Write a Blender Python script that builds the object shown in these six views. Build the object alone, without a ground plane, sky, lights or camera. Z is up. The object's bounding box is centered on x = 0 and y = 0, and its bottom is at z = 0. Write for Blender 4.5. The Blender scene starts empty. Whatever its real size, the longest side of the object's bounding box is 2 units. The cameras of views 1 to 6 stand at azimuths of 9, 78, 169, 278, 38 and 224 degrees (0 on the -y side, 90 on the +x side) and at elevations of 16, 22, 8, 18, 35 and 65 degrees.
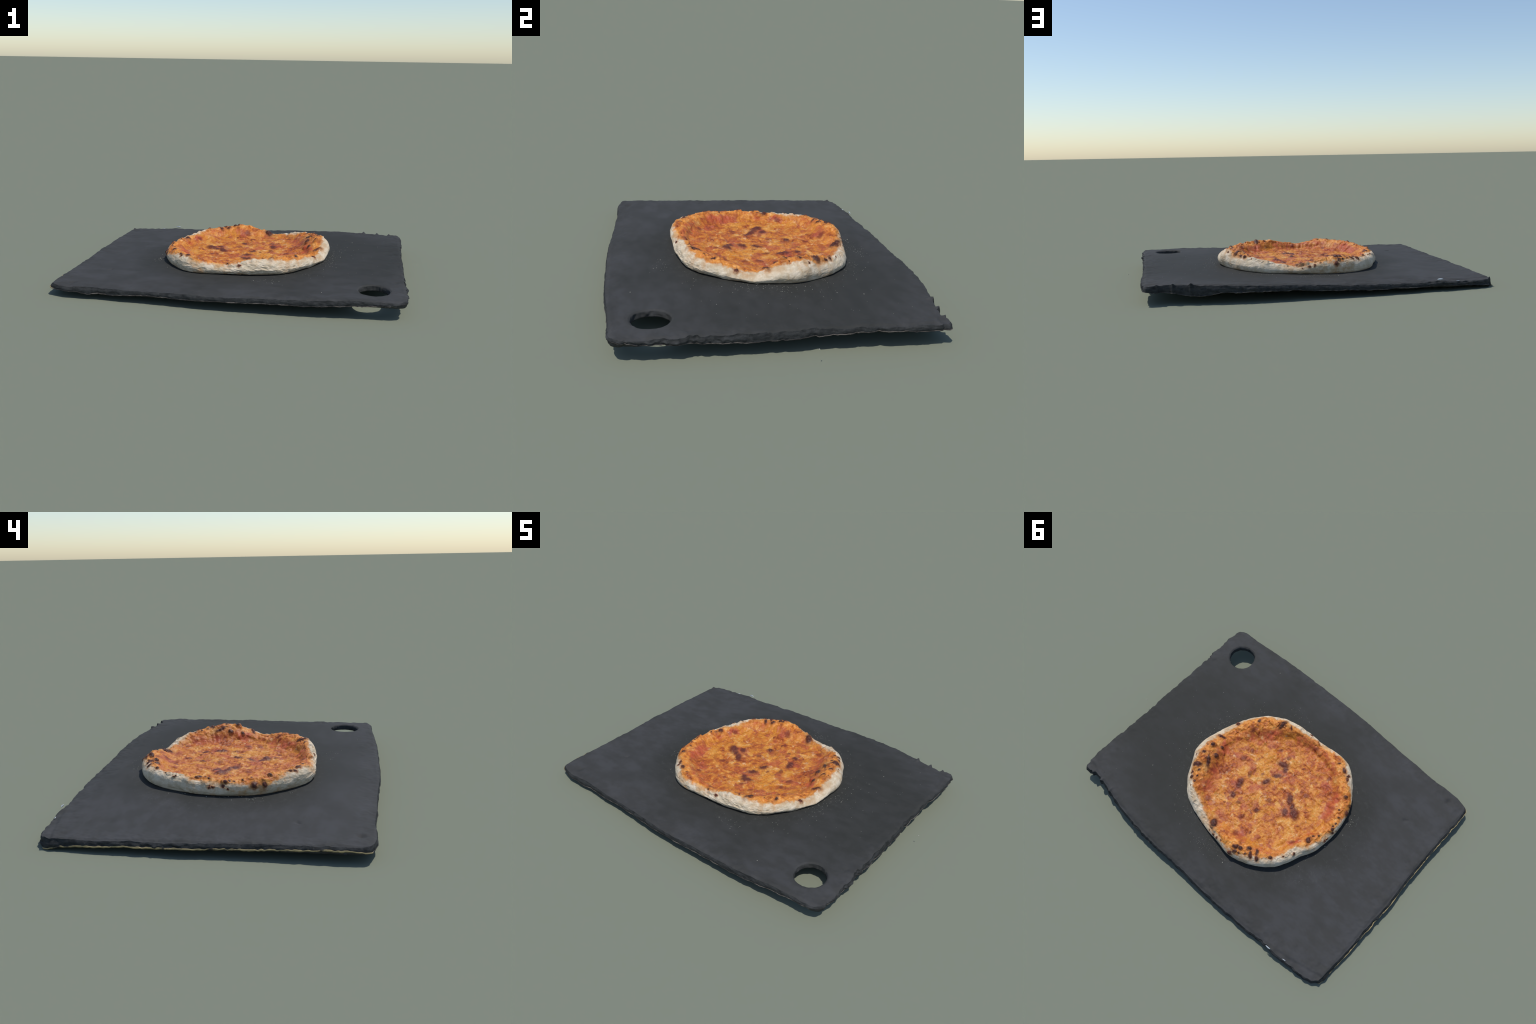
"""Small scorched cheese pizza lying on a chipped slate serving board."""
import math, random
import numpy as np
import bpy, bmesh
from mathutils import Matrix, Vector, Euler

# ------------------------------------------------------------------ helpers
def hash3(ix, iy, iz, seed):
    h = (ix * 374761393 + iy * 668265263 + iz * 2147483647 + seed * 974634777) & 0xFFFFFFFF
    h = ((h ^ (h >> 13)) * 1274126177) & 0xFFFFFFFF
    h = ((h ^ (h >> 16)) * 2246822519) & 0xFFFFFFFF
    return ((h ^ (h >> 15)) & 0xFFFF) / 65535.0 * 2.0 - 1.0

def vnoise(x, y, z=0.0, seed=0):
    """Smooth value noise in [-1, 1], vectorised."""
    x, y, z = np.broadcast_arrays(np.asarray(x, float), np.asarray(y, float), np.asarray(z, float))
    fx, fy, fz = np.floor(x), np.floor(y), np.floor(z)
    ix, iy, iz = (f.astype(np.int64) + 5000 for f in (fx, fy, fz))
    s = lambda t: t * t * t * (t * (t * 6 - 15) + 10)
    tx, ty, tz = s(x - fx), s(y - fy), s(z - fz)
    out = 0.0
    for dx in (0, 1):
        for dy in (0, 1):
            for dz in (0, 1):
                w = (tx if dx else 1 - tx) * (ty if dy else 1 - ty) * (tz if dz else 1 - tz)
                out = out + w * hash3(ix + dx, iy + dy, iz + dz, seed)
    return out

def fbm(x, y, z=0.0, seed=0, octaves=4, gain=0.5):
    a, f, tot, norm = 1.0, 1.0, 0.0, 0.0
    for o in range(octaves):
        c, s_ = math.cos(0.7 * o), math.sin(0.7 * o)
        xr, yr = (c * x - s_ * y) * f, (s_ * x + c * y) * f
        tot = tot + a * vnoise(xr, yr, np.asarray(z) * f, seed + 17 * o)
        norm += a
        a *= gain
        f *= 2.03
    return tot / norm

def smooth(e0, e1, v):
    t = np.clip((v - e0) / (e1 - e0), 0.0, 1.0)
    return t * t * (3 - 2 * t)

def periodic(stations, period=360.0):
    """Smooth periodic function through (angle, value) stations (Catmull-Rom, C1)."""
    st = sorted(stations)
    xs = np.array([a for a, _ in st]); ys = np.array([b for _, b in st])
    n = len(st)
    X = np.concatenate([xs - period, xs, xs + period]); Y = np.tile(ys, 3)
    M = np.zeros_like(Y)
    M[1:-1] = (Y[2:] - Y[:-2]) / (X[2:] - X[:-2])
    def f(t):
        t = (np.asarray(t, float) - xs[0]) % period + xs[0]
        i = np.clip(np.searchsorted(X, t, side='right') - 1, 0, len(X) - 2)
        h = X[i + 1] - X[i]; u = (t - X[i]) / h
        return ((2*u**3 - 3*u**2 + 1) * Y[i] + (u**3 - 2*u**2 + u) * h * M[i]
                + (-2*u**3 + 3*u**2) * Y[i + 1] + (u**3 - u**2) * h * M[i + 1])
    return f

# ------------------------------------------------------------------ slate top surface
def plate_z(x, y):
    """Gently sagging, tilted top face of the slate."""
    x = np.asarray(x, float); y = np.asarray(y, float)
    swell = (.0135 + .0035 * np.exp(-(y / .35) ** 2)) * np.exp(-(np.abs(x + .40) / .34) ** 2.4) * (smooth(-.72, -.52, y) * smooth(.745, .58, y))
    swell = swell + .0045 * np.exp(-((x + .05) / .38) ** 2) * (smooth(-.75, -.64, y) * smooth(-.28, -.48, y) + .6 * smooth(.75, .64, y) * smooth(.30, .5, y))
    return (0.0797 + 0.0437*x - 0.0055*y + 0.0018*x*x + 0.0088*x*y - 0.0062*y*y
            - 0.02*x**3 - 0.0018*x*x*y - 0.0073*x*y*y) + swell

# ------------------------------------------------------------------ pizza: radial stations around its centre
PIZZA_X, PIZZA_Y = -0.045, 0.03
PIZZA_Z = float(plate_z(PIZZA_X, PIZZA_Y))
outer_radius = periodic([(-171, .467), (-160, .477), (-151, .482), (-138, .485), (-128, .491), (-119, .492), (-109, .468), (-96, .440),
    (-82, .441), (-69, .458), (-56, .479), (-45, .489), (-33, .492), (-24, .496), (-14, .508), (-4, .513), (6, .521), (15, .523),
    (24, .513), (39, .505), (48, .494), (56, .477), (65, .456), (78, .446), (90, .450), (100, .469), (115, .476), (133, .474),
    (145, .459), (154, .448), (166, .452), (178, .455)])
crest_height = periodic([(-174, .149), (-160, .152), (-147, .165), (-134, .171), (-125, .172), (-115, .167), (-106, .155),
    (-98, .147), (-89, .156), (-81, .166), (-70, .178), (-61, .182), (-52, .178), (-41, .175), (-29, .167),
    (-19, .149), (-12, .143), (-5, .159), (5, .189), (14, .202), (24, .190), (32, .178), (40, .171), (47, .164),
    (53, .152), (61, .137), (69, .127), (75, .128), (80, .137), (87, .152), (96, .168), (102, .172), (109, .168),
    (118, .158), (132, .154), (150, .149), (163, .144), (173, .146)])
toe_radius = periodic([(-176, .35), (-160, .35), (-146, .363), (-131, .360), (-121, .362), (-110, .356), (-96, .350), (-86, .345),
    (-72, .35), (-55, .345), (-38, .345), (-24, .36), (-8, .38), (0, .37), (10, .352), (27, .352), (42, .38),
    (55, .385), (67, .36), (84, .34), (100, .325), (115, .34), (130, .36), (143, .365), (156, .335), (171, .345)])
foot_radius = periodic([(-171, .444), (-157, .460), (-140, .464), (-121, .472), (-110, .448), (-97, .404), (-88, .397), (-80, .395), (-70, .410),
    (-60, .432), (-52, .445), (-37, .452), (-25, .461), (-10, .470), (2, .490), (10, .500), (24, .496), (34, .488), (52, .468), (62, .438),
    (71, .425), (83, .424), (94, .440), (109, .462), (125, .461), (140, .450), (159, .434), (170, .436)])
# how swollen the inner flank of the crust is (1: a full rounded roll with a steep inner wall)
plump = periodic([(-170, .45), (-140, .5), (-118, .75), (-100, .65), (-85, .55), (-60, .7), (-40, .7), (-20, .45), (-5, .75), (8, .88), (28, .62), (45, .4),
    (62, .4), (80, .5), (100, .5), (125, .5), (150, .4)])
# how far inside the outer edge the bare floury dough reaches (negative: cheese spills over the edge)
dough_reach = periodic([(-165, -.01), (-150, -.012), (-140, .02), (-128, .045), (-115, .016), (-100, .010), (-85, .028), (-70, .045),
    (-55, .035), (-45, .022), (-25, .028), (-10, .045), (0, .045), (15, .04), (30, .028), (42, .045), (55, .058), (65, .036),
    (75, .034), (90, .020), (105, .016), (120, .04), (135, .04), (150, .055), (165, .025), (180, .015)])

def cheese_floor(x, y):
    return 0.112 + 0.008 * x

def pizza_profile(theta_deg):
    """Arrays of (radius, world height) control stations, foot -> outer bulge -> crest -> toe -> centre."""
    th = np.asarray(theta_deg, float)
    ro, zc, rt, rf = outer_radius(th), crest_height(th), toe_radius(th), foot_radius(th)
    ca, sa = np.cos(np.radians(th)), np.sin(np.radians(th))
    zp = plate_z(PIZZA_X + rf * ca, PIZZA_Y + rf * sa)
    zf = cheese_floor(PIZZA_X + rt * ca, PIZZA_Y + rt * sa)
    H = zc - zp
    w = ro - rt
    pl = plump(th)
    rows = [(rf, zp - .002),
            (rf + .62 * (ro - rf), zp + .10 * H),
            (ro, zp + .38 * H),
            (ro - .06 * w, zp + .68 * H),
            (ro - .20 * w, zp + .91 * H),
            (ro - .37 * w, zc),
            (ro - .58 * w, zf + (.82 + .14 * pl) * (zc - zf)),
            (ro - .78 * w, zf + (.38 + .36 * pl) * (zc - zf)),
            (rt, zf + (.07 + .13 * pl) * (zc - zf)),
            (.84 * rt, zf)]
    return np.stack([r for r, _ in rows]), np.stack([z for _, z in rows])

def catmull(P, t):
    """P: (K, N) stations, t: (M,) in [0, K-1] -> (M, N)."""
    K = len(P)
    i = np.clip(np.floor(t).astype(int), 0, K - 2); u = (t - i)[:, None]
    ext = np.concatenate([[2*P[0] - P[1]], P, [2*P[-1] - P[-2]]])
    p0, p1, p2, p3 = ext[i], ext[i+1], ext[i+2], ext[i+3]
    return .5 * (2*p1 + (p2 - p0)*u + (2*p0 - 5*p1 + 4*p2 - p3)*u**2 + (3*p1 - p0 - 3*p2 + p3)*u**3)

# ------------------------------------------------------------------ colours (linear, from display values)
# height (above the pizza's base, local) up to which the outer wall is bare dough
dough_line = periodic([(-165, .052), (-150, .048), (-140, .065), (-125, .075), (-110, .07), (-97, .055), (-80, .075), (-60, .085),
    (-40, .07), (-15, .05), (0, .07), (15, .09), (30, .08), (50, .07), (70, .05), (85, .055), (100, .06), (118, .064), (140, .064),
    (155, .058), (170, .056)])
SLATE_WARM = ((.0330, .0335, .0300, 1), (.0395, .0395, .0365, 1))
SLATE_COOL = ((.0475, .0470, .0450, 1), (.0600, .0600, .0610, 1))
SLATE_EDGE = ((.022, .023, .023, 1), (.045, .046, .046, 1))  # side walls darkened below the top face for the shade baked there
CHEESE = [(.38, (.20, .040, .013, 1)), (.445, (.38, .092, .019, 1)), (.50, (.52, .165, .026, 1)), (.55, (.60, .235, .040, 1)), (.62, (.70, .39, .14, 1))]
GOLD = (.61, .255, .024, 1)
CREAM = (.74, .46, .24, 1)
ROSY = (.42, .085, .045, 1)
DARKLINE = (.14, .036, .010, 1)
CRUST = [(.36, (.26, .058, .013, 1)), (.46, (.52, .160, .024, 1)), (.56, (.66, .255, .045, 1)), (.68, (.72, .39, .14, 1))]
SAUCE = ((.36, .050, .022, 1), (.50, .11, .052, 1))
TOAST = (.50, .21, .046, 1)
DOUGH = ((.53, .430, .295, 1), (.71, .605, .465, 1), (.40, .25, .12, 1))
BROWN = ((.19, .038, .015, 1), (.15, .031, .017, 1))
CHAR = ((.042, .017, .013, 1), (.090, .024, .016, 1), (.125, .029, .019, 1))

# ------------------------------------------------------------------ blisters (local to the pizza centre)
# one image-plane pixel of the reference close-up is this many metres; ellipses lean by LEAN degrees
PX, LEAN = 0.00068, -135.0
# burnt blisters on the crust: x, y, half length, half width (in PX), tilt in degrees
RIM_BLISTERS = [
    (.349, -.272, 22, 11, 60), (.223, -.346, 42, 18, 35), (.168, -.366, 20, 8, 90), (.450, -.045, 36, 13, -20),
    (.436, .042, 20, 18, 0), (.443, .112, 18, 14, 0), (.420, .195, 42, 24, -15), (.386, .136, 50, 15, 80),
    (.378, .074, 25, 21, 90), (.410, .249, 14, 12, 0), (.393, .272, 20, 16, 0), (.359, .281, 10, 8, 0),
    (.368, .248, 8, 8, 0), (.385, .213, 14, 10, 0), (.360, .313, 7, 6, 0), (.470, .153, 9, 7, 0),
    (.100, .383, 46, 28, 82), (.053, .435, 10, 9, 0), (.023, .437, 10, 8, 0), (-.008, .434, 8, 7, 0),
    (-.096, .455, 20, 14, 0), (-.105, .408, 28, 16, 0), (-.131, .396, 20, 19, 0), (-.116, .432, 18, 13, 0),
    (-.138, .424, 10, 8, 0), (-.171, .402, 10, 8, 0), (-.169, .361, 24, 16, 0), (-.198, .388, 30, 14, 90),
    (-.215, .350, 28, 12, 80), (-.238, .380, 22, 14, 90), (-.293, .323, 18, 14, 0), (-.372, .213, 10, 9, 0),
    (-.379, .097, 25, 20, 90), (-.386, .061, 10, 8, 0), (-.451, .016, 9, 8, 0), (-.440, -.044, 15, 15, 0),
    (-.430, -.060, 12, 7, 0), (-.432, -.084, 9, 8, 0), (-.420, -.121, 12, 9, 0), (-.393, -.159, 10, 9, 0),
    (-.453, -.032, 10, 8, 0), (-.372, -.244, 20, 15, 0), (-.307, -.335, 22, 10, 75), (-.299, -.356, 16, 12, 0),
    (-.258, -.366, 28, 14, 102), (-.204, -.383, 10, 8, 0), (.048, -.424, 14, 8, -30), (.443, -.178, 17, 15, 0),
    (.395, .007, 22, 14, 0), (-.451, .030, 10, 9, 0), (-.438, -.178, 24, 20, 0), (-.424, -.226, 22, 10, 20),
    (-.375, .217, 9, 9, 0), (-.461, -.057, 7, 6, 0), (.202, -.350, 8, 6, 0), (.30, -.31, 8, 6, 0),
    (-.02, -.41, 8, 6, 0), (.09, .43, 6, 6, 0), (-.34, .27, 8, 6, 0), (-.41, .04, 9, 7, 0), (.462, .06, 7, 6, 0)]
# scorched cheese bubbles: x, y, half length, half width, tilt, strength
CHEESE_BLISTERS = [
    (-.203, .021, 48, 32, 95, 1), (-.155, .050, 31, 21, 90, .75), (-.127, -.027, 44, 22, 80, 1), (-.167, .0, 34, 18, 75, .9), (.055, -.171, 44, 26, -25, .8),
    (.025, -.155, 26, 18, 80, .7), (.036, -.090, 34, 17, 0, .95), (.058, -.018, 34, 20, 20, .85), (.168, .095, 44, 23, 60, .95),
    (.148, .177, 26, 20, 80, .8), (-.022, .156, 25, 20, 0, .8), (.165, .012, 34, 17, 80, .5), (.108, -.039, 20, 15, 0, .55),
    (-.180, -.108, 22, 20, 0, .6), (-.146, -.110, 18, 14, 0, .5), (.260, -.111, 25, 20, 90, .45), (.267, -.042, 30, 27, 0, .4),
    (-.036, .342, 36, 26, 90, .45), (-.316, .161, 28, 22, 0, .5), (.013, .239, 28, 20, 0, .4), (-.035, .060, 26, 21, 0, .45),
    (.090, .192, 22, 14, 0, .4), (.239, .295, 28, 24, 0, .55), (-.026, -.374, 30, 14, -20, .4), (-.212, -.282, 20, 15, 0, .4),
    (.335, -.209, 42, 15, 20, .45), (.135, -.235, 24, 12, 0, .35), (.065, -.226, 22, 17, 0, .4), (-.054, -.234, 20, 10, 0, .35),
    (.152, .244, 11, 9, 0, .6), (-.25, -.03, 16, 12, 20, .35), (.19, .20, 14, 11, 0, .4), (-.09, .28, 16, 11, 40, .35)]

def blister_centres(P, blisters):
    """Lift each blister's plan position onto the body's upper surface (P: local points)."""
    out = []
    for b in blisters:
        d = np.hypot(P[..., 0] - b[0], P[..., 1] - b[1])
        near = d < max(.0045, d.min() * 1.2)
        z = P[..., 2][near]
        out.append((b[0], b[1], float(z.max() - .25 * min(z.max() - z.min(), .02))) + tuple(b[2:]))
    return out

def blister_field(P, blisters):
    """Smallest ellipsoidal distance to any blister, and dome height, at surface points."""
    x, y, z = P[..., 0], P[..., 1], P[..., 2]
    best = np.full(np.shape(x), 9.0); dome = np.zeros(np.shape(x))
    wx = x + .004 * vnoise(x * 70, y * 70, 0, 31); wy = y + .004 * vnoise(x * 70, y * 70, 5, 32)
    for b in blisters:
        a, c = b[3] * PX, b[4] * PX
        k = math.radians(b[5] + LEAN)
        dx, dy = wx - b[0], wy - b[1]
        u, v = dx * math.cos(k) + dy * math.sin(k), -dx * math.sin(k) + dy * math.cos(k)
        d = np.sqrt((u / a) ** 2 + (v / c) ** 2 + ((z - b[2]) / (1.15 * max(a, c))) ** 2)
        best = np.minimum(best, d)
        dome = np.maximum(dome, min(a, c) * np.clip(1 - (d / 1.25) ** 2, 0, 1) ** 1.2)
    return best, dome

# ------------------------------------------------------------------ scene helpers
def new_mesh_object(name, verts, faces, mat, parent=None, smooth_shade=True, origin=(0, 0, 0)):
    me = bpy.data.meshes.new(name)
    v = np.asarray(verts, float) - np.asarray(origin, float)
    me.from_pydata([], [], [])
    f = np.asarray(faces, dtype=np.int32)
    n, k = f.shape
    me.vertices.add(len(v)); me.vertices.foreach_set("co", v.astype(np.float32).ravel())
    me.loops.add(n * k); me.loops.foreach_set("vertex_index", f.ravel())
    me.polygons.add(n)
    me.polygons.foreach_set("loop_start", np.arange(0, n * k, k, dtype=np.int32))
    me.polygons.foreach_set("loop_total", np.full(n, k, dtype=np.int32))
    me.update(calc_edges=True); me.validate()
    me.polygons.foreach_set("use_smooth", np.full(len(me.polygons), smooth_shade))
    me.materials.append(mat)
    ob = bpy.data.objects.new(name, me)
    bpy.context.scene.collection.objects.link(ob)
    if parent is not None:
        ob.parent = parent
        ob.location = np.asarray(origin, float) - np.asarray(parent.location)
    else:
        ob.location = origin
    return ob

def srgb(r, g, b):
    f = lambda c: (c / 255 / 12.92) if c / 255 <= .04045 else ((c / 255 + .055) / 1.055) ** 2.4
    return (f(r), f(g), f(b), 1.0)

class Nodes:
    """Small wrapper that keeps node building readable."""
    def __init__(self, name):
        self.mat = bpy.data.materials.new(name); self.mat.use_nodes = True
        self.t = self.mat.node_tree; self.t.nodes.clear()
        self.coord = self.t.nodes.new("ShaderNodeTexCoord").outputs["Object"]
    def _set(self, sock, v):
        if isinstance(v, bpy.types.NodeSocket): self.t.links.new(v, sock)
        elif v is not None: sock.default_value = v
    def math(self, op, a, b=None, c=None, clamp=False):
        n = self.t.nodes.new("ShaderNodeMath"); n.operation = op; n.use_clamp = clamp
        for s, v in zip(n.inputs, (a, b, c)): self._set(s, v)
        return n.outputs[0]
    def vec(self, op, a, b=None, scale=None):
        n = self.t.nodes.new("ShaderNodeVectorMath"); n.operation = op
        self._set(n.inputs[0], a)
        if b is not None: self._set(n.inputs[1], b)
        if scale is not None: self._set(n.inputs["Scale"], scale)
        return n.outputs["Value"] if op in ("LENGTH", "DISTANCE", "DOT_PRODUCT") else n.outputs["Vector"]
    def vec3(self, op, a, b, c):
        n = self.t.nodes.new("ShaderNodeVectorMath"); n.operation = op
        for s, v in zip(n.inputs, (a, b, c)): self._set(s, v)
        return n.outputs["Vector"]
    def mapping(self, v, loc=(0, 0, 0), rot=(0, 0, 0), scale=(1, 1, 1), kind="POINT"):
        n = self.t.nodes.new("ShaderNodeMapping"); n.vector_type = kind
        self._set(n.inputs["Vector"], v)
        n.inputs["Location"].default_value = loc; n.inputs["Rotation"].default_value = rot; n.inputs["Scale"].default_value = scale
        return n.outputs[0]
    def noise(self, v, scale, detail=4, rough=.55, dist=0.0, color=False):
        n = self.t.nodes.new("ShaderNodeTexNoise")
        self._set(n.inputs["Vector"], v); n.inputs["Scale"].default_value = scale
        n.inputs["Detail"].default_value = detail; n.inputs["Roughness"].default_value = rough
        n.inputs["Distortion"].default_value = dist
        return n.outputs["Color"] if color else n.outputs["Fac"]
    def voronoi(self, v, scale, feature="F1", out="Distance"):
        n = self.t.nodes.new("ShaderNodeTexVoronoi"); n.feature = feature
        self._set(n.inputs["Vector"], v); n.inputs["Scale"].default_value = scale
        return n.outputs[out]
    def ramp(self, v, lo, hi, a=0.0, b=1.0):
        n = self.t.nodes.new("ShaderNodeMapRange"); n.interpolation_type = "SMOOTHSTEP"
        for s, x in zip(("Value", "From Min", "From Max", "To Min", "To Max"), (v, lo, hi, a, b)): self._set(n.inputs[s], x)
        return n.outputs[0]
    def colors(self, v, stops):
        n = self.t.nodes.new("ShaderNodeValToRGB"); e = n.color_ramp.elements
        while len(e) < len(stops): e.new(.5)
        for el, (p, c) in zip(e, stops): el.position = p; el.color = c
        self._set(n.inputs[0], v)
        return n.outputs[0]
    def mix(self, f, a, b, kind="MIX"):
        n = self.t.nodes.new("ShaderNodeMix"); n.data_type = "RGBA"; n.blend_type = kind
        self._set(n.inputs[0], f); self._set(n.inputs[6], a); self._set(n.inputs[7], b)
        return n.outputs[2]
    def xyz(self, v):
        n = self.t.nodes.new("ShaderNodeSeparateXYZ"); self._set(n.inputs[0], v); return n.outputs
    def curve(self, v, pts):
        n = self.t.nodes.new("ShaderNodeFloatCurve"); c = n.mapping.curves[0]
        n.mapping.extend = "HORIZONTAL"
        c.points[0].location = pts[0]; c.points[-1].location = pts[-1]
        for p in pts[1:-1]: c.points.new(*p)
        n.mapping.update(); self._set(n.inputs["Value"], v)
        return n.outputs[0]
    def finish(self, color, rough=.6, spec=.3, bump=None, strength=.3, distance=.002, **extra):
        p = self.t.nodes.new("ShaderNodeBsdfPrincipled"); o = self.t.nodes.new("ShaderNodeOutputMaterial")
        self._set(p.inputs["Base Color"], color); self._set(p.inputs["Roughness"], rough)
        p.inputs["Specular IOR Level"].default_value = spec
        for k, v in extra.items(): p.inputs[k].default_value = v
        if bump is not None:
            b = self.t.nodes.new("ShaderNodeBump"); b.inputs["Strength"].default_value = strength
            b.inputs["Distance"].default_value = distance
            self._set(b.inputs["Height"], bump); self.t.links.new(b.outputs[0], p.inputs["Normal"])
        self.t.links.new(p.outputs[0], o.inputs["Surface"])
        return self.mat

# ------------------------------------------------------------------ materials
def slate_material(name, edge=False):
    n = Nodes(name); P = n.coord
    big = n.noise(P, 2.6, 3, .5)
    mid = n.noise(n.mapping(P, scale=(1, 1.8, 1)), 9, 5, .6)
    fine = n.noise(P, 160, 3, .6)
    rad = n.vec("LENGTH", n.mapping(P, loc=(.045, -.03, 0), scale=(.8, 1.0, 0)))
    outer = n.math("ADD", rad, n.math("MULTIPLY", n.math("SUBTRACT", big, .5), .7))
    outer = n.ramp(n.math("SUBTRACT", outer, n.math("MULTIPLY", n.xyz(P)[0], .28)), .42, .82)
    warm = n.mix(n.ramp(mid, .35, .65), SLATE_WARM[0], SLATE_WARM[1])
    cool = n.mix(n.ramp(mid, .35, .68), SLATE_COOL[0], SLATE_COOL[1])
    col = n.mix(n.math("MULTIPLY", outer, .95), warm, cool)
    smudge = n.ramp(n.noise(n.mapping(P, loc=(3, 1, 0)), 5.5, 5, .6, .4), .56, .72, 0, .28)
    col = n.mix(smudge, col, SLATE_WARM[0])
    col = n.mix(n.ramp(fine, .3, .75, 0, .06), col, (.08, .08, .085, 1))
    if edge:
        rough_n = n.noise(n.mapping(P, scale=(1, 1, 3)), 28, 5, .65)
        col = n.mix(n.ramp(rough_n, .35, .65), SLATE_EDGE[0], SLATE_EDGE[1])
        col = n.mix(n.ramp(n.noise(P, 70, 3), .60, .80, 0, .55), col, (.085, .085, .085, 1))
        return n.finish(col, .8, .15, bump=n.noise(P, 90, 5, .6), strength=.35, distance=.004)
    # dry flour dust: tiny grains, thickest in a ring beside the pizza
    grain = n.math("LESS_THAN", n.voronoi(P, 170), n.ramp(n.noise(P, 23, 2), .50, .74, 0.0, .20))
    ring = n.math("MULTIPLY", n.ramp(rad, .38, .44), n.ramp(rad, .58, .44))
    dust = n.math("MULTIPLY", n.math("MULTIPLY", grain, ring), n.ramp(n.noise(P, 5, 2), .42, .60, 0, .42))
    haze = n.math("MULTIPLY", n.math("MULTIPLY", ring, n.ramp(n.noise(P, 40, 4, .7), .50, .75)), .035)
    col = n.mix(n.math("MAXIMUM", dust, haze), col, (.45, .46, .44, 1))
    bump = n.math("ADD", n.math("MULTIPLY", mid, 1.0), n.math("MULTIPLY", n.noise(P, 45, 4, .6), .35))
    return n.finish(col, n.ramp(mid, .3, .7, .68, .78), .11, bump=bump, strength=.05, distance=.005)

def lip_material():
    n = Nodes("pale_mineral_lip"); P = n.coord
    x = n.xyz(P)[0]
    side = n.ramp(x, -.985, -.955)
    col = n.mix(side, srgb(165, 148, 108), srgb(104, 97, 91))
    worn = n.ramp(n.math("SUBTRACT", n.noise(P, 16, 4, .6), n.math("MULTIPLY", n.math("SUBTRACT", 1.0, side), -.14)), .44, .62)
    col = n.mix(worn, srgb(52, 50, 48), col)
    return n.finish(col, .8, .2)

def pale_patch_material():
    n = Nodes("pale_patch_surface")
    return n.finish(n.mix(n.noise(n.coord, 60), srgb(150, 160, 168), srgb(205, 208, 208)), .5, .4)

def flour_material():
    n = Nodes("flour")
    return n.finish(n.mix(n.noise(n.coord, 30), srgb(120, 120, 112), srgb(205, 201, 184)), .9, .1)

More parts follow.
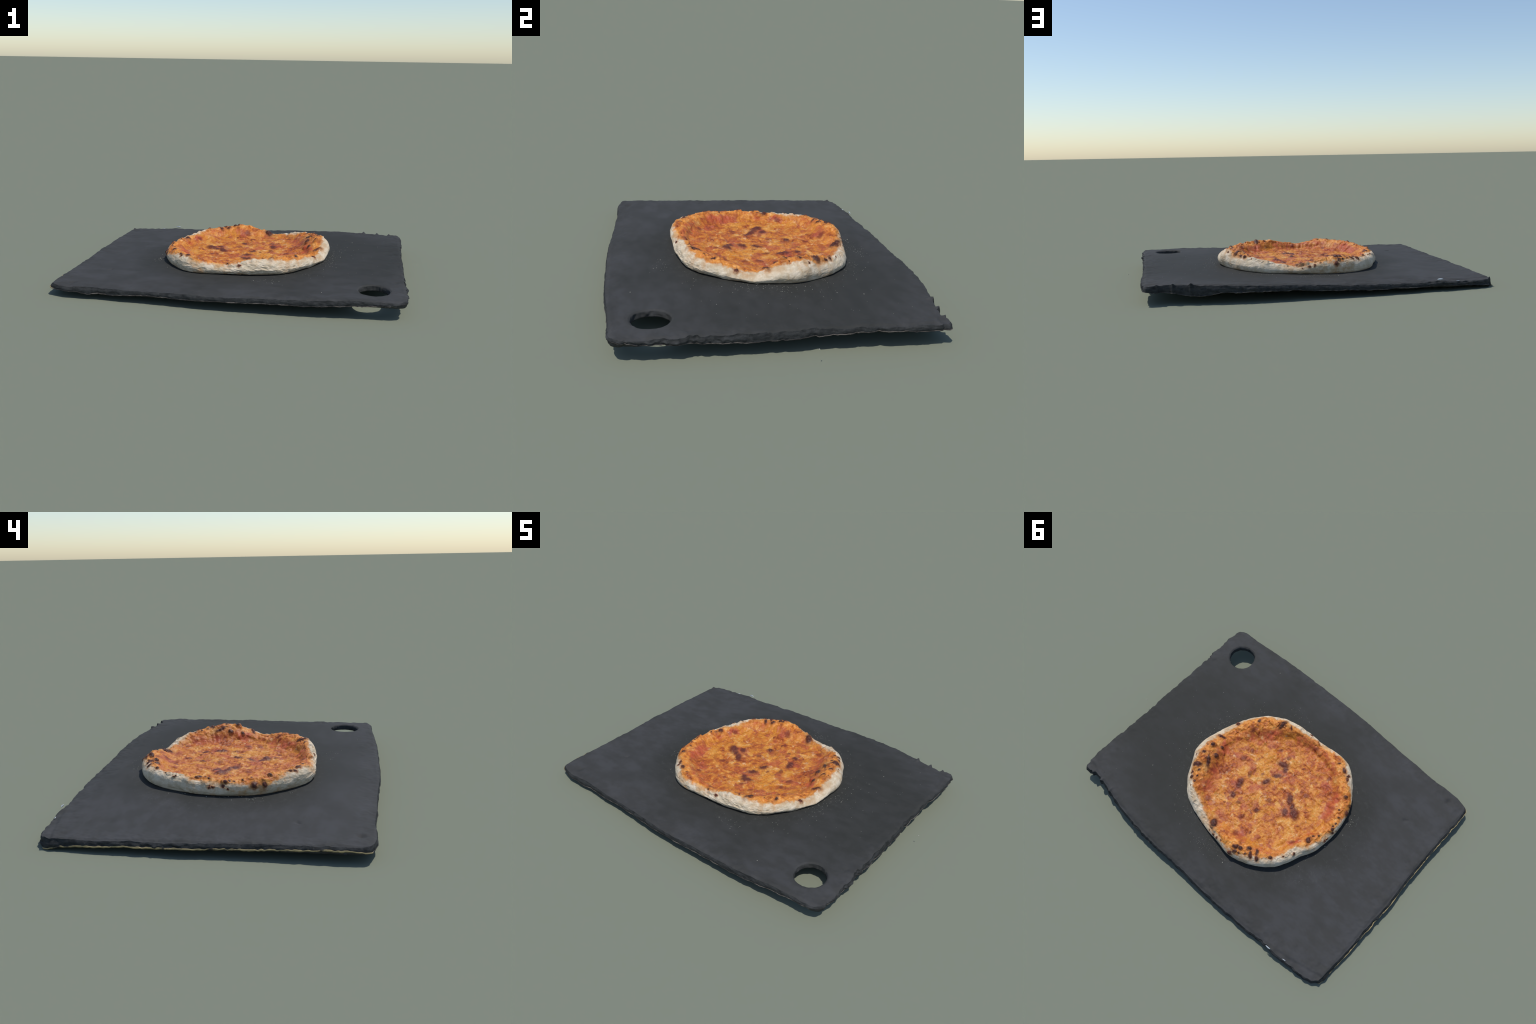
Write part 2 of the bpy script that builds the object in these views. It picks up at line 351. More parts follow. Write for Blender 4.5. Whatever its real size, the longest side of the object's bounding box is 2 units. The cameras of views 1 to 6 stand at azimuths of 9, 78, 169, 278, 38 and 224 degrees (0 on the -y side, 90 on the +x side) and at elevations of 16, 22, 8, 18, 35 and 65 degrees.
def pizza_material(rim_blisters, cheese_blisters):
    n = Nodes("baked_pizza"); P = n.coord
    warp = n.vec("SCALE", n.vec("SUBTRACT", n.noise(P, 55, 3, .6, color=True), (.5, .5, .5)), scale=.022)
    Q = n.vec("ADD", P, warp)
    x, y, z = n.xyz(P)
    r = n.vec("LENGTH", n.mapping(P, scale=(1, 1, 0)))
    turn = n.math("ADD", n.math("DIVIDE", n.math("ARCTAN2", y, x), 2 * math.pi), .5)
    angs = np.linspace(-180, 180, 49)
    reach = n.curve(turn, [((a + 180) / 360, float(outer_radius(a) - dough_reach(a))) for a in angs])
    brow = n.curve(turn, [((a + 180) / 360, float(4 * dough_line(a))) for a in angs])
    rim_r = n.curve(turn, [((a + 180) / 360, float(outer_radius(a))) for a in angs])
    toe = n.curve(turn, [((a + 180) / 360, float(toe_radius(a))) for a in angs])

    # --- melted cheese and sauce
    n1 = n.noise(P, 15, 6, .62, .8); n2 = n.noise(P, 40, 6, .68, .6); n3 = n.noise(P, 120, 4, .7)
    mixn = n.math("ADD", n.math("MULTIPLY", n1, .58), n.math("ADD", n.math("MULTIPLY", n2, .28), n.math("MULTIPLY", n3, .14)))
    cheese = n.colors(mixn, CHEESE)
    gold = n.math("MULTIPLY", n.ramp(n.noise(P, 8, 3, .6), .47, .62), n.ramp(n3, .25, .55))
    cheese = n.mix(n.math("MULTIPLY", gold, .46), cheese, GOLD)
    cream = n.ramp(n.noise(Q, 26, 4, .6), .59, .70, 0, .65)
    cheese = n.mix(cream, cheese, CREAM)
    rosy = n.ramp(n.noise(n.mapping(P, loc=(.3, .1, .7)), 10, 4, .6), .51, .66, 0, .55)
    cheese = n.mix(rosy, cheese, ROSY)
    blot = n.math("MULTIPLY", n.ramp(n.noise(n.mapping(Q, loc=(.2, .9, .1)), 21, 4, .55, .3), .52, .65), n.ramp(n1, .42, .58, .40, .85))
    cheese = n.mix(blot, cheese, n.mix(n3, BROWN[0], ROSY))
    crackle = n.ramp(n.voronoi(Q, 46, "DISTANCE_TO_EDGE"), .0, .07, .28, 0)
    cheese = n.mix(n.math("MULTIPLY", crackle, n.ramp(n2, .4, .6)), cheese, DARKLINE)
    flecks = n.ramp(n.noise(n.mapping(P, scale=(1, 1.6, 1)), 150, 3, .65), .62, .72, 0, .50)
    cheese = n.mix(flecks, cheese, DARKLINE)
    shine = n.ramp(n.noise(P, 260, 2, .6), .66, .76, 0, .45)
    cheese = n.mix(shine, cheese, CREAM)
    # --- toasted, oily crust
    cr = n.noise(P, 20, 6, .65, .4)
    crust = n.colors(cr, CRUST)
    crust = n.mix(n.ramp(n.noise(P, 90, 4, .65), .55, .75, 0, .45), crust, CREAM)
    off = n.math("MULTIPLY", n.math("SUBTRACT", n1, .5), .12)
    past_toe = n.math("ADD", n.math("SUBTRACT", r, toe), off)
    body = n.mix(n.ramp(past_toe, .015, .065), cheese, crust)
    # sauce that ran to the foot of the crust
    ringm = n.math("MULTIPLY", n.ramp(past_toe, -.04, .005), n.ramp(past_toe, .075, .02))
    sauce = n.math("MULTIPLY", ringm, n.ramp(n.noise(n.mapping(P, loc=(.7, .2, 0)), 9, 5, .65), .46, .62, 0, .80))
    body = n.mix(sauce, body, n.mix(n2, SAUCE[0], SAUCE[1]))
    # --- floury dough outside
    wob = n.math("ADD", n.math("MULTIPLY", n.math("SUBTRACT", n.noise(P, 30, 5, .65), .5), .05),
                 n.math("MULTIPLY", n.math("SUBTRACT", n.noise(P, 9, 3, .6), .5), .03))
    over = n.math("ADD", n.math("SUBTRACT", r, reach), wob)
    under = n.math("ADD", n.math("SUBTRACT", brow, n.math("MULTIPLY", z, 4)), n.math("MULTIPLY", wob, 3.0))
    under = n.math("MULTIPLY", n.ramp(under, -.03, .03), n.ramp(n.math("SUBTRACT", r, rim_r), -.036, -.022))
    white = n.math("MAXIMUM", n.ramp(over, -.008, .010), under)
    tan = n.math("MAXIMUM", n.ramp(over, -.028, .002), under)
    body = n.mix(n.math("MULTIPLY", tan, .60), body, TOAST)
    dn = n.noise(P, 24, 6, .65)
    dough = n.mix(n.ramp(dn, .3, .7), DOUGH[0], DOUGH[1])
    dough = n.mix(n.ramp(n.noise(n.mapping(P, scale=(1, 1, 2.5)), 48, 5, .65), .55, .72, 0, .22), dough, DOUGH[2])
    dough = n.mix(n.ramp(n.noise(n.mapping(P, loc=(.4, .8, .3)), 11, 5, .65), .50, .68, 0, .55), dough, DOUGH[2])
    brim = n.math("MULTIPLY", n.ramp(over, .045, .0), n.ramp(n.noise(Q, 17, 4, .6), .42, .62, 0, .70))
    dough = n.mix(brim, dough, n.mix(n2, TOAST, DOUGH[2]))
    body = n.mix(white, body, dough)
    # --- scorched blisters
    def nearest(blisters):
        d = None
        for b in blisters:
            # a vanishing share of the running minimum keeps the evaluation strictly one blister after another
            src = Q if d is None else n.vec3("MULTIPLY_ADD", d, (1e-7, 1e-7, 0), Q)
            m = n.mapping(src, b[:3], (0, 0, math.radians(b[5] + LEAN)), (b[3] * PX, b[4] * PX, 1.15 * PX * max(b[3], b[4])), "TEXTURE")
            l = n.vec("LENGTH", m)
            d = l if d is None else n.math("MINIMUM", d, l)
        return d
    rim, hot = nearest(rim_blisters), nearest([b for b in cheese_blisters if b[6] > .65])
    mild = nearest([b for b in cheese_blisters if b[6] <= .65])
    body = n.mix(n.ramp(mild, 1.5, .5, 0, .80), body, n.mix(n2, BROWN[0], BROWN[1]))
    body = n.mix(n.ramp(hot, 2.0, .9, 0, .65), body, BROWN[1])
    body = n.mix(n.ramp(hot, 1.40, .60, 0, .92), body, n.mix(n.ramp(n2, .35, .65), CHAR[1], CHAR[2]))
    body = n.mix(n.ramp(rim, 2.3, .9, 0, .72), body, n.mix(.5, BROWN[0], TOAST))
    body = n.mix(n.ramp(rim, 1.45, .70, 0, .97), body, n.mix(n.ramp(n.noise(P, 75, 3), .35, .62), CHAR[0], CHAR[1]))
    # small stray scorch freckles on the toasted zone
    fre = n.math("MULTIPLY", n.ramp(n.noise(P, 44, 2, .5), .68, .76, 0, .7),
                 n.math("MULTIPLY", n.ramp(past_toe, .03, .08), n.math("SUBTRACT", 1.0, white)))
    body = n.mix(fre, body, BROWN[0])
    bump = n.math("ADD", n.math("MULTIPLY", n.noise(P, 120, 4, .6), .45), n.math("MULTIPLY", n.noise(P, 40, 4, .6), 1.0))
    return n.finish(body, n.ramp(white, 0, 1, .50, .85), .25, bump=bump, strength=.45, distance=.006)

# ------------------------------------------------------------------ slate board
def side_curve(pts, n, jitter, seed):
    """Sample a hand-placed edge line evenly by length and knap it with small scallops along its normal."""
    p = np.array(pts, float)
    dense = catmull_rows(p, 60)
    s = np.concatenate([[0], np.cumsum(np.hypot(*np.diff(dense, axis=0).T))])
    t = np.linspace(0, s[-1], n + 1)
    c = np.stack([np.interp(t, s, dense[:, 0]), np.interp(t, s, dense[:, 1])], 1)
    d = np.gradient(c, axis=0); d /= np.linalg.norm(d, axis=1)[:, None]
    nrm = np.stack([d[:, 1], -d[:, 0]], 1)            # outward when the outline runs counter-clockwise
    scal = (-np.abs(vnoise(t * 17, 0, 0, seed)) + .35) + .45 * (-np.abs(vnoise(t * 42, 3, 0, seed + 1)) + .35) + .14 * vnoise(t * 110, 0, 0, seed + 2)
    fade = smooth(0, .02, t) * smooth(0, .02, s[-1] - t)
    patchy = .25 + .75 * smooth(-.35, .45, vnoise(t * 6, 0, 0, seed + 5))
    rng = np.random.default_rng(seed)
    nick = np.zeros_like(t)
    for _ in range(int(7 + jitter * 900)):           # irregular flakes knocked off the edge
        at, wide, deep = rng.uniform(.03, s[-1] - .03), rng.uniform(.008, .042), rng.uniform(.25, 1.0) * (.003 + .70 * jitter)
        lean = rng.uniform(.4, 1.6)
        k = (t - at) / wide
        nick = np.maximum(nick, deep * np.clip(1 - np.abs(np.where(k < 0, k * lean, k / lean)), 0, 1) ** .8)
    c = c - nrm * nick[:, None]
    return c + nrm * (jitter * scal * fade * patchy)[:, None], nrm, t

def catmull_rows(p, per):
    t = np.linspace(0, len(p) - 1, (len(p) - 1) * per + 1)
    return np.stack([catmull(p[:, [k]], t)[:, 0] for k in range(p.shape[1])], 1)

EDGE_FRONT = [(-.977, -.630), (-.970, -.655), (-.945, -.674), (-.857, -.692), (-.71, -.689), (-.57, -.698), (-.42, -.704), (-.24, -.717),
              (-.06, -.727), (.17, -.727), (.34, -.725), (.51, -.718), (.72, -.702), (.82, -.70), (.868, -.695), (.893, -.682)]
EDGE_RIGHT = [(.893, -.682), (.908, -.664), (.912, -.63), (.909, -.5), (.908, -.4), (.909, -.3), (.908, -.18), (.911, -.1), (.909, 0), (.907, .09),
              (.911, .25), (.917, .45), (.919, .6), (.912, .65), (.897, .668)]
EDGE_BACK = [(.897, .668), (.88, .669), (.862, .664), (.83, .656), (.80, .658), (.77, .664), (.74, .666), (.70, .675), (.66, .683), (.55, .705), (.36, .724),
             (.2, .727), (0, .726), (-.16, .730), (-.34, .729), (-.56, .715), (-.74, .707), (-.9, .692), (-.95, .678), (-.97, .66)]
EDGE_LEFT = [(-.97, .66), (-.976, .53), (-.982, .4), (-.981, .24), (-.985, .1), (-.98, 0), (-.975, -.12), (-.973, -.3), (-.976, -.45),
             (-.978, -.56), (-.977, -.630)]
# height of the lower arris along each side
FOOT_FRONT = [(-.978, .044), (-.94, .039), (-.81, .035), (-.762, .023), (-.70, .036), (-.65, .030), (-.42, .046), (-.24, .043), (-.06, .049), (.17, .056),
              (.39, .059), (.55, .065), (.85, .080), (.893, .088)]
FOOT_RIGHT = [(-.68, .088), (-.56, .076), (-.45, .071), (-.3, .067), (-.18, .060), (-.09, .063), (.04, .067), (.13, .074), (.3, .081), (.45, .080), (.59, .074), (.668, .070)]
FOOT_BACK = [(-.97, .001), (-.95, .010), (-.84, .020), (-.66, .030), (-.53, .026), (-.41, .030), (-.26, .030), (-.1, .038), (.07, .043), (.16, .052), (.35, .053),
             (.53, .055), (.60, .042), (.68, .041), (.75, .058), (.88, .067), (.897, .070)]
FOOT_LEFT = [(-.648, .045), (-.55, .049), (-.45, .046), (-.35, .041), (-.2, .037), (0, .033), (.24, .028), (.35, .028), (.46, .020), (.57, .016), (.64, .008), (.66, .001)]
SPIKES = [(.848, .012, .006), (.767, .011, .007), (.677, .006, .007)]   # splinters on the back edge: x, length, width
HOLE_X, HOLE_Y, HOLE_R = .744, -.539, .0825
NU, NV = 400, 290

def coons(front, right, back, left):
    """Transfinite patch through four edges; back and left run against the grid directions."""
    nu, nv = len(front) - 1, len(right) - 1
    u = np.linspace(0, 1, nu + 1)[:, None, None]; v = np.linspace(0, 1, nv + 1)[None, :, None]
    F, B = front[:, None], back[::-1][:, None]
    L, R = left[::-1][None], right[None]
    corner = ((1-u)*(1-v)*front[0] + u*(1-v)*front[-1] + (1-u)*v*back[-1] + u*v*back[0])
    return (1-v)*F + v*B + (1-u)*L + u*R - corner

def build_slate(parent, mats):
    face_mat, edge_mat, lip_mat = mats
    sides, normals = [], []
    for pts, n, jit, seed in ((EDGE_FRONT, NU, .0024, 11), (EDGE_RIGHT, NV, .0100, 21), (EDGE_BACK, NU, .0060, 32), (EDGE_LEFT, NV, .0020, 41)):
        c, nr, t = side_curve(pts, n, jit, seed)
        if seed == 32:
            for sx, ln, wd in SPIKES:
                c += nr * (ln * np.exp(-((c[:, 0] - sx) / wd) ** 2))[:, None]
        c = c + nr * {11: .0045, 21: .0015, 32: .0035, 41: .0020}[seed] * smooth(.0, .05, t)[:, None] * smooth(t[-1], t[-1] - .05, t)[:, None]
        sides.append(c); normals.append(nr)
    top = coons(*sides)
    # loose boundary loop, counter-clockwise from the front left corner
    loop = np.concatenate([s[:-1] for s in sides]); nrm = np.concatenate([k[:-1] for k in normals])
    for _ in range(6): nrm = (np.roll(nrm, 1, 0) + nrm + np.roll(nrm, -1, 0)) / 3
    nrm /= np.linalg.norm(nrm, axis=1)[:, None]
    L = len(loop); arc = np.concatenate([[0], np.cumsum(np.hypot(*np.diff(loop, axis=0).T))])
    lx, ly = loop.T
    # how far the foot of the edge steps out, and how thick the slate is, around the loop
    w_left, w_back = smooth(-.955, -.975, lx), smooth(.62, .66, ly) * smooth(-.965, -.94, lx)
    w_right, w_front = smooth(.88, .90, lx), smooth(-.64, -.67, ly)
    step = .012 * w_left + .007 * w_back + .003 * w_right * smooth(-.6, -.4, ly) + .004 * w_front
    step = step + .0020 * vnoise(arc * 24, 0, 0, 51) + .0010 * vnoise(arc * 90, 0, 0, 52)
    zs = lambda v, st: np.interp(v, [s[0] for s in st], [s[1] for s in st])
    ends = np.cumsum([0, NU, NV, NU, NV])
    zb_loop = np.concatenate([
        zs(lx[:ends[1]], FOOT_FRONT), zs(ly[ends[1]:ends[2]], FOOT_RIGHT), zs(lx[ends[2]:ends[3]], FOOT_BACK), zs(ly[ends[3]:], FOOT_LEFT)])
    for _ in range(4): zb_loop = (np.roll(zb_loop, 1) + 2 * zb_loop + np.roll(zb_loop, -1)) / 4
    zb_loop = np.maximum(zb_loop + .0018 * vnoise(arc * 20, 0, 0, 53) + .0012 * vnoise(arc * 80, 0, 0, 54) - .012 * np.exp(-((lx + .975) ** 2 + (ly - .66) ** 2) / .03 ** 2), .0016)
    foot = loop + nrm * step[:, None]
    n0 = [0, NU, NU + NV, 2*NU + NV, 2*(NU + NV)]
    fs = [np.concatenate([foot, foot[:1]])[n0[k]:n0[k+1] + 1] for k in range(4)]
    bottom = coons(*fs)

    def dist_edge(x, y):
        return np.minimum.reduce([x + .978, .909 - x, (.727 - .12 * np.abs(x + .05) ** 3) - y, y + .727 - .05 * np.abs(x) ** 3])
    def top_z(x, y):
        e = dist_edge(x, y)
        near = smooth(.16, .0, e)
        z = plate_z(x, y) + .0010 * fbm(x * 4, y * 4, 0, 61, 2)
        flake = fbm(x * 9, y * 13, 0, 62, 4)
        z = z + near * (.0035 * np.floor(flake * 6) / 6 + .0025 * fbm(x * 40, y * 40, 0, 63, 3))
        z = z - .0045 * smooth(.014, -.004, e) + .003 * smooth(.05, .02, e) * fbm(x * 16, y * 16, 2, 64, 3)
        for px_, py_, rr, dp in ((-.75, -.369, .011, .006), (-.762, -.377, .006, .004), (-.872, -.632, .018, .008), (-.928, .579, .02, .005), (-.80, .45, .03, .003), (.86, -.40, .012, .004)):
            z = z - dp * np.exp(-((x - px_) ** 2 + (y - py_) ** 2) / rr ** 2)
        for sx, ln, wd in SPIKES:
            z = z + .012 * np.exp(-((x - sx) / .009) ** 2) * smooth(.645, .68, y)
        z = z + .010 * np.exp(-((x + .655) / .05) ** 2 - ((y - .715) / .03) ** 2)
        z = z + .010 * np.exp(-((x + .972) ** 2 + (y - .662) ** 2) / .012 ** 2)
        return z

    verts, faces = [], []
    count = 0
    def add(xyz):
        nonlocal count
        k = np.arange(len(xyz)) + count
        verts.append(np.asarray(xyz)); count += len(xyz)
        return k
    # square block of cells that is replaced by a ring around the hanging hole
    gx, gy = top[..., 0], top[..., 1]
    ic = int(np.argmin(np.abs(gx[:, NV // 8] - HOLE_X))); jc = int(np.argmin(np.abs(gy[ic] - HOLE_Y)))
    ri, rj = int(.104 / (1.88 / NU)), int(.108 / (1.4 / NV))
    i0, i1, j0, j1 = ic - ri, ic + ri, jc - rj, jc + rj
    def per_loop(a):
        return np.concatenate([a[i0:i1, j0], a[i1, j0:j1], a[i1:i0:-1, j1], a[i0, j1:j0:-1]])
    keep = np.ones((NU, NV), bool); keep[i0:i1, j0:j1] = False
    circles = []
    for grid, zf, flip in ((top, None, False), (bottom, None, True)):
        x, y = grid[..., 0], grid[..., 1]
        if not flip:
            z = top_z(x, y)
            zt_loop = np.concatenate([z[:-1, 0], z[-1, :-1], z[:0:-1, -1], z[0, :0:-1]])
        else:
            e = smooth(.03, .0, dist_edge(x, y))
            z = plate_z(x, y) - .030
            bz = [np.concatenate([zb_loop, zb_loop[:1]])[n0[k]:n0[k+1] + 1] for k in range(4)]
            z[:, 0], z[-1, :], z[:, -1], z[0, :] = bz[0], bz[1], bz[2][::-1], bz[3][::-1]
        idx = add(np.stack([x, y, z], -1).reshape(-1, 3)).reshape(NU + 1, NV + 1)
        q = np.stack([idx[:-1, :-1], idx[1:, :-1], idx[1:, 1:], idx[:-1, 1:]], -1)[keep]
        faces.append(q[:, ::-1] if flip else q)
        per = per_loop(idx); px_, py_ = per_loop(x), per_loop(y)
        ang = np.arctan2(py_ - HOLE_Y, px_ - HOLE_X)
        rad = HOLE_R * (1 + .018 * vnoise(np.cos(ang) * 2.2, np.sin(ang) * 2.2, 0, 71) + .012 * vnoise(np.cos(ang) * 9, np.sin(ang) * 9, 0, 72))
        if flip: rad = rad * (.965 + .02 * vnoise(np.cos(ang) * 7, np.sin(ang) * 7, 4, 73))
        hx, hy = HOLE_X + rad * np.cos(ang), HOLE_Y + rad * np.sin(ang)
        prev = per
        for k in range(1, 13):
            f = (k / 12) ** .8
            rx, ry = px_ + (hx - px_) * f, py_ + (hy - py_) * f
            hd = np.hypot(rx - HOLE_X, ry - HOLE_Y) - rad
            rz = (plate_z(rx, ry) - .031) if flip else top_z(rx, ry) - .005 * smooth(.009, -.001, hd)
            cur = add(np.stack([rx, ry, rz], 1))
            ring = np.stack([prev, np.roll(prev, -1), np.roll(cur, -1), cur], 1)
            faces.append(ring[:, ::-1] if flip else ring)
            prev = cur
        circles.append((prev, np.stack([rx, ry, rz], 1)))
        if not flip: idx_top = idx
    (ct, pt), (cb, pb) = circles
    prev = ct
    for k in range(1, 7):
        f = k / 6
        mid = pt * (1 - f) + pb * f
        if k < 6:
            bulge = .0035 * vnoise(mid[:, 0] * 60, mid[:, 1] * 60, mid[:, 2] * 70, 74)
            dirv = mid[:, :2] - np.array([HOLE_X, HOLE_Y]); dirv /= np.linalg.norm(dirv, axis=1)[:, None]
            mid = mid.copy(); mid[:, :2] += dirv * bulge[:, None]
            cur = add(mid)
        else:
            cur = cb
        faces.append(np.stack([prev, np.roll(prev, -1), np.roll(cur, -1), cur], 1)[:, :])
        prev = cur
    V = np.concatenate(verts); Fc = np.concatenate(faces)
    used = np.unique(Fc); remap = np.full(len(V), -1); remap[used] = np.arange(len(used))
    slab = new_mesh_object("slab", V[used], remap[Fc], face_mat, parent)
    slab["kind"] = "part"

    # broken edge between the two outlines
    ev, ef = [], []
    K = 10
    for k in range(K + 1):
        f = k / K
        p2 = loop * (1 - f) + foot * f
        zz = zt_loop * (1 - f) + zb_loop * f
        bul = math.sin(math.pi * f)
        kn = (.25 + .75 * smooth(-.3, .5, vnoise(arc * 5, 0, 0, 84))) * (.006 * vnoise(arc * 22, f * 1.5, 0, 81) + .0035 * vnoise(arc * 60, f * 3, 0, 82)) + .0008 * vnoise(arc * 150, f * 9, 0, 83)
        flat_front = 1 - .55 * w_front
        p2 = p2 + nrm * ((.003 + kn * flat_front) * bul)[:, None]
        ev.append(np.column_stack([p2, zz]))
    EV = np.concatenate(ev)
    a = np.arange(L); b = np.roll(a, -1)
    for k in range(K):
        ef.append(np.stack([a + k*L, a + (k+1)*L, b + (k+1)*L, b + k*L], 1))
    new_mesh_object("broken_edge", EV, np.concatenate(ef), edge_mat, parent)

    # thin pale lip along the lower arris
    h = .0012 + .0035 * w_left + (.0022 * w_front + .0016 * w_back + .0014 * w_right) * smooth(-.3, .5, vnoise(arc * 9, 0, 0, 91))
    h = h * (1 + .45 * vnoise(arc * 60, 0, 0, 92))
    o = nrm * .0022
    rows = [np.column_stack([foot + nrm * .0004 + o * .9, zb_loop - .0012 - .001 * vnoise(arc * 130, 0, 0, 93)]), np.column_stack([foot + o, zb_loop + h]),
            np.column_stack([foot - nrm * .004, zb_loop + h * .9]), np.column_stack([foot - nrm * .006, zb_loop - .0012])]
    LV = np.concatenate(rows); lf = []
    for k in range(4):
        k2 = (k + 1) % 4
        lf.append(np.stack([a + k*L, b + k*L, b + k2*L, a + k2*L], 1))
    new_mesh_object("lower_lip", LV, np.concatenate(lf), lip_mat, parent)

# ------------------------------------------------------------------ pizza body
def build_pizza(parent):
    NT = 960
    th = np.arange(NT) * 360.0 / NT
    R, Z = pizza_profile(th)
    t = np.concatenate([np.linspace(0, 9, 181), 9 + np.linspace(0, 1, 100)[1:]])
    RR = catmull(R, np.clip(t, 0, 9)); ZZ = catmull(Z, np.clip(t, 0, 9))
    inner = t > 9
    RR[inner] = (1 - (t[inner] - 9))[:, None] * R[-1][None] + .0006 * (t[inner] > 9.999)[:, None]
    ca, sa = np.cos(np.radians(th)), np.sin(np.radians(th))
    X, Y = RR * ca, RR * sa
    fl = cheese_floor(PIZZA_X + X, PIZZA_Y + Y)
    ZZ[inner] = fl[inner]
    Zl = ZZ - PIZZA_Z
    def normals(X, Y, Zl):
        P = np.stack([X, Y, Zl], -1)
        du = np.gradient(P, axis=0); dv = np.roll(P, -1, 1) - np.roll(P, 1, 1)
        N = np.cross(dv, du); N /= np.linalg.norm(N, axis=-1)[..., None] + 1e-12
        return N
    N = normals(X, Y, Zl)
    if N[-20:, :, 2].mean() < 0: N = -N
    T = t[:, None] * np.ones((1, NT)); TH = np.ones((len(t), 1)) * th[None]
    w_floor = smooth(7.6, 8.6, T); w_in = smooth(5.2, 6.2, T) * (1 - smooth(7.8, 8.8, T))
    w_out = smooth(.2, 1.2, T) * (1 - smooth(3.4, 4.6, T)); w_crest = smooth(3, 4.4, T) * (1 - smooth(5.8, 7, T))
    gentle = np.cos(np.radians(TH - 10)) * .5 + .5
    disp = w_floor * (.0062 * fbm(X * 22, Y * 22, 0, 101, 4, .5) + .0022 * (1 - 2 * np.abs(vnoise(X * 40, Y * 52, 0, 102))) + .0009 * fbm(X * 130, Y * 130, 0, 103, 2))
    disp = disp + w_in * (.0085 * fbm(X * 17, Y * 17, Zl * 8, 104, 3) + .0055 * fbm(ca * 12 + 0 * X, sa * 12 + 0 * X, Zl * 6, 105, 3) + .0022 * fbm(X * 70, Y * 70, Zl * 60, 106, 3))
    disp = disp + w_crest * (-.0030 + .0075 * fbm(X * 22, Y * 22, 1.5, 107, 4) + .0030 * (1 - 2 * np.abs(vnoise(X * 60, Y * 60, 0, 112))) + .0020 * fbm(X * 95, Y * 95, 1.5, 108, 2))
    disp = disp + np.maximum(w_in, w_crest) * .014 * np.clip(vnoise(X * 32, Y * 32, Zl * 20, 113) - .25, 0, 1) + w_floor * .0070 * np.clip(fbm(X * 34, Y * 34, 0, 114, 2) - .12, 0, 1)
    crease = np.exp(-((np.abs((TH + 75 + 180) % 360 - 180)) / 45) ** 2)
    disp = disp + w_out * (.0075 * fbm(X * 10, Y * 10, Zl * 14, 109, 3) + (.0006 + .0018 * crease) * (1 - 2 * np.abs(fbm(X * 26, Y * 26, Zl * 60, 110, 3)) * 1.6)
                           + .0006 * fbm(X * 110, Y * 110, Zl * 120, 111, 2))
    X, Y, Zl = X + N[..., 0] * disp, Y + N[..., 1] * disp, Zl + N[..., 2] * disp
    P = np.stack([X, Y, Zl], -1)
    rim, hot = blister_centres(P, RIM_BLISTERS), blister_centres(P, CHEESE_BLISTERS)
    db, dr = blister_field(P, rim); dc, dd = blister_field(P, hot)
    N = normals(X, Y, Zl)
    if N[-20:, :, 2].mean() < 0: N = -N
    puff = np.minimum(.62 * dr, .0110) * smooth(1.2, 2.2, T) + np.minimum(.30 * dd, .0080) * w_floor
    X, Y, Zl = X + N[..., 0] * puff, Y + N[..., 1] * puff, Zl + N[..., 2] * puff
    rim, hot = blister_centres(np.stack([X, Y, Zl], -1), RIM_BLISTERS), blister_centres(np.stack([X, Y, Zl], -1), CHEESE_BLISTERS)
    mat = pizza_material(rim, hot)
    P = np.stack([X, Y, Zl], -1)
    # closing underside
    rings = len(t)
    foot = P[0]
    und = [foot * np.array([f, f, 1]) + np.array([0, 0, -.0005]) for f in (.97, .6, .02)]
    for k, f in enumerate((.97, .6, .02)):
        und[k][:, 2] = plate_z(PIZZA_X + und[k][:, 0], PIZZA_Y + und[k][:, 1]) - PIZZA_Z - .003
    Vn = normals(X, Y, Zl)
    if Vn[-20:, :, 2].mean() < 0: Vn = -Vn
    Vn[-1] = Vn[-1].mean(0) / np.linalg.norm(Vn[-1].mean(0))
    idx = np.arange(rings * NT).reshape(rings, NT)
    nx = np.roll(idx, -1, 1)
    quads = np.stack([idx[:-1], nx[:-1], nx[1:], idx[1:]], -1)        # (rings-1, NT, 4)
    ub = np.arange(3 * NT).reshape(3, NT) + rings * NT
    V = np.concatenate([P.reshape(-1, 3)] + und)
    NV_ = np.concatenate([Vn.reshape(-1, 3), np.tile([[0, 0, -1.0]], (3 * NT, 1))])
    chain = [ub[2], ub[1], ub[0], idx[0]]
    base = np.concatenate([np.stack([c0, np.roll(c0, -1), np.roll(c1, -1), c1], -1) for c0, c1 in zip(chain[:-1], chain[1:])])
    tq = (t[:-1] + t[1:])[:, None] / 2 * np.ones((1, NT))
    burnt = (np.minimum(db[:-1], dc[:-1]) < 1.0) & (tq > 2)
    top_mask = (tq > 8.0) & ~burnt; crust_mask = (tq <= 8.0) & ~burnt
    groups = {"crust": np.concatenate([quads[crust_mask], base]), "cheese_topping": quads[top_mask], "scorched_blister": quads[burnt]}
    for name, q in groups.items():
        used = np.unique(q); remap = np.full(len(V), -1); remap[used] = np.arange(len(used))
        ob = new_mesh_object(name, V[used] + np.array(parent.location), remap[q], mat, parent, origin=tuple(parent.location))
        ob.data.normals_split_custom_set_from_vertices(NV_[used].tolist())
        if name == "scorched_blister": ob["kind"] = "stuff"

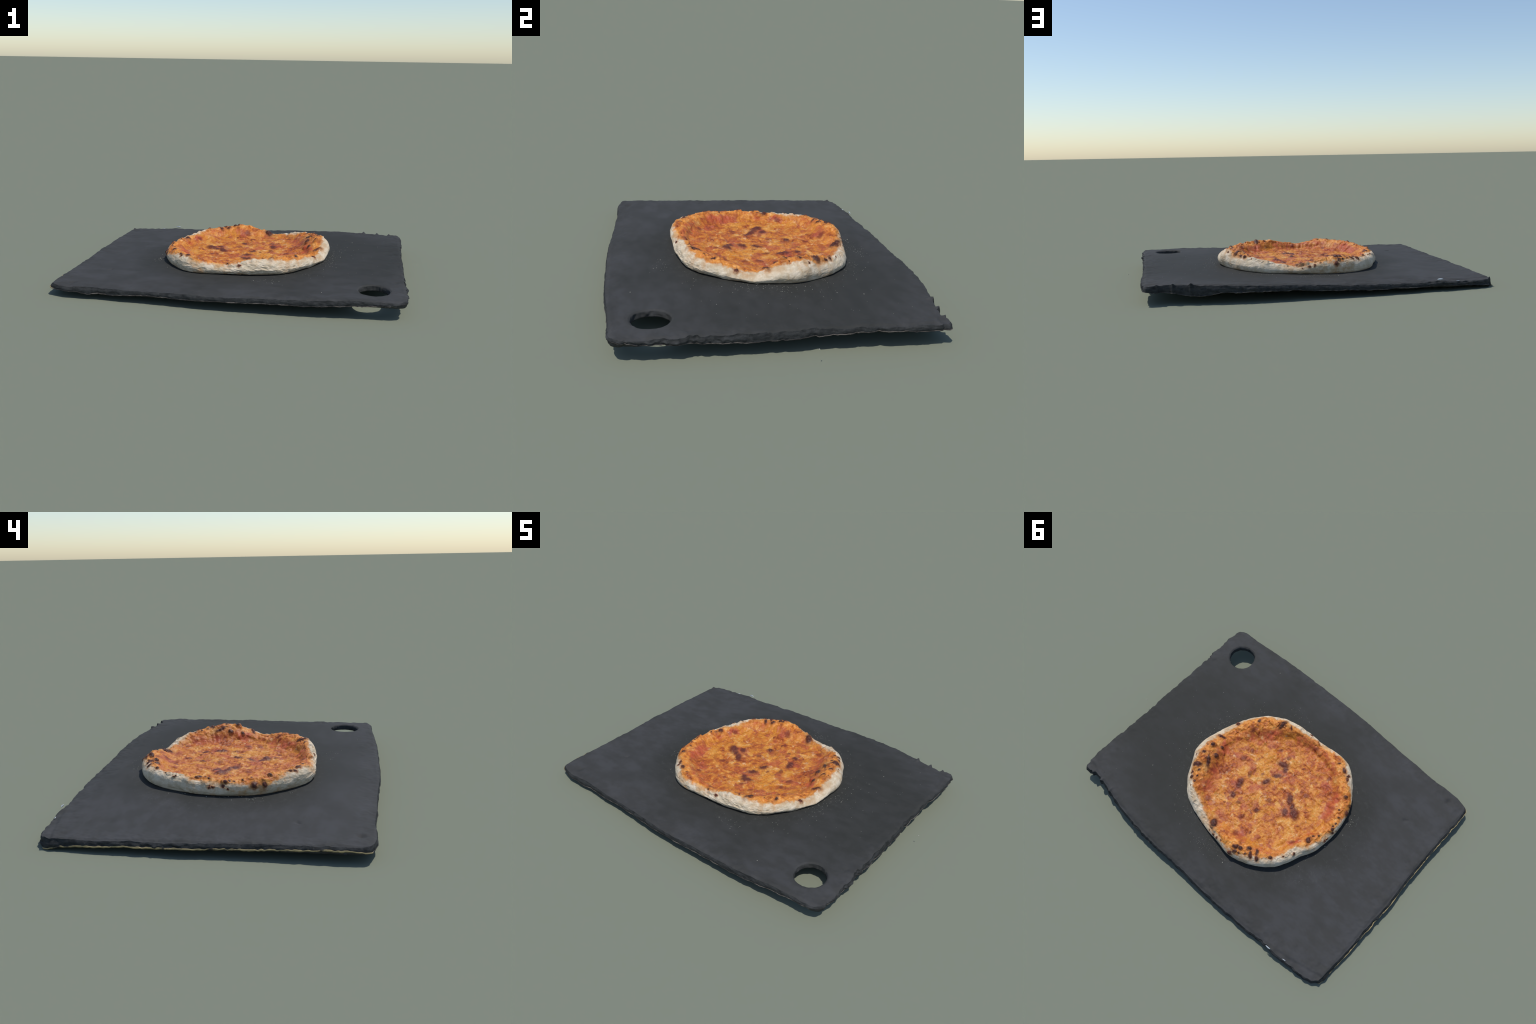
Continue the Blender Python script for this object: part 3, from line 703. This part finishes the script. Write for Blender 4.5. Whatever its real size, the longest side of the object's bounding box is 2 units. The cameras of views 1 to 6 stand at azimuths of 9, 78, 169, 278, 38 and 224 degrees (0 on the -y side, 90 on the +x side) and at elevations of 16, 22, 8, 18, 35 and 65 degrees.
# ------------------------------------------------------------------ flour crumbs
def build_flour(parent, mat):
    rng = np.random.default_rng(7)
    drifts = [(.20, -.465, .055, .05, 46, .8), (.36, -.33, .05, .035, 30, .9), (.48, -.10, .03, .12, 70, .9), (.50, .07, .03, .07, 60, 1.0), (.58, .25, .10, .12, 46, .9),
              (.32, .43, .06, .05, 46, .9), (.03, .545, .05, .035, 120, .75), (-.10, .53, .05, .02, 50, .8), (.22, .47, .05, .03, 40, .8), (.62, .0, .14, .25, 46, .8),
              (-.42, -.32, .02, .03, 8, 1.0), (.30, .60, .2, .05, 22, .8), (.48, -.622, .003, .003, 1, 1.7), (.58, .28, .002, .002, 1, 1.6), (.201, -.499, .002, .002, 1, 1.5),
              (-.535, -.12, .012, .035, 34, 1.25), (-.505, .03, .006, .05, 26, 1.1), (-.475, .19, .01, .03, 14, 1.0), (.75, .40, .12, .15, 18, .8)]
    pts = []
    for cx, cy, sx, sy, n, s in drifts:
        for _ in range(max(1, int(n * .45))):
            x, y = rng.normal(cx, sx), rng.normal(cy, sy)
            a = math.degrees(math.atan2(y - PIZZA_Y, x - PIZZA_X))
            if math.hypot(x - PIZZA_X, y - PIZZA_Y) < float(outer_radius(a)) - .01: continue
            if not (-.9 < x < .84 and -.62 < y < .60): continue
            pts.append((x, y, float(plate_z(x, y)) + .0010, s * rng.uniform(.0006, .0015) * (1.6 if rng.random() < .06 else 1)))
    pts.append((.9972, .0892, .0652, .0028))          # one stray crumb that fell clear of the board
    bm = bmesh.new()
    for x, y, z, r in pts:
        m = Matrix.Translation((x, y, z)) @ Euler((0, 0, rng.uniform(0, 6.3))).to_matrix().to_4x4() @ Matrix.Diagonal((r * rng.uniform(1, 1.9), r, r * .7, 1))
        bmesh.ops.create_icosphere(bm, subdivisions=1, radius=1.0, matrix=m)
    me = bpy.data.meshes.new("flour_crumb"); bm.to_mesh(me); bm.free()
    me.materials.append(mat)
    me.polygons.foreach_set("use_smooth", np.ones(len(me.polygons), bool))
    ob = bpy.data.objects.new("flour_crumb", me); bpy.context.scene.collection.objects.link(ob)
    ob.parent = parent; ob["kind"] = "stuff"
    ob.location = -Vector(parent.location)

def build_pale_patch(parent, mat):
    """Pale patches on the back edge."""
    bm = bmesh.new()
    for x, y, z, l, h, d in ((-.652, .7155, .0625, .017, .0045, .003), (-.76, .7035, .047, .010, .0015, .002)):
        m = Matrix.Translation((x, y, z)) @ Euler((.35, .04, .05)).to_matrix().to_4x4() @ Matrix.Diagonal((l, d, h, 1))
        bmesh.ops.create_icosphere(bm, subdivisions=3, radius=1.0, matrix=m)
    for v in bm.verts:
        v.co += Vector((0, 1, .5)) * float(.0012 * vnoise(v.co.x * 160, v.co.z * 160, 0, 131))
    me = bpy.data.meshes.new("pale_patch"); bm.to_mesh(me); bm.free()
    me.materials.append(mat); me.polygons.foreach_set("use_smooth", np.ones(len(me.polygons), bool))
    ob = bpy.data.objects.new("pale_patch", me); bpy.context.scene.collection.objects.link(ob)
    ob.parent = parent; ob.location = -Vector(parent.location)

# ------------------------------------------------------------------ assemble
def empty(name, loc, label, category):
    e = bpy.data.objects.new(name, None); e.location = loc
    bpy.context.scene.collection.objects.link(e)
    e["label"] = label; e["category"] = category
    return e

board = empty("slate_serving_board", (0, 0, 0), "dark rectangular slate board with chipped edges and hanging hole", "serving board")
pizza = empty("pizza", (PIZZA_X, PIZZA_Y, PIZZA_Z), "small round baked cheese pizza with scorched puffy crust", "pizza")
build_slate(board, (slate_material("slate_face"), slate_material("slate_broken_edge", True), lip_material()))
build_pale_patch(board, pale_patch_material())
build_flour(board, flour_material())
build_pizza(pizza)
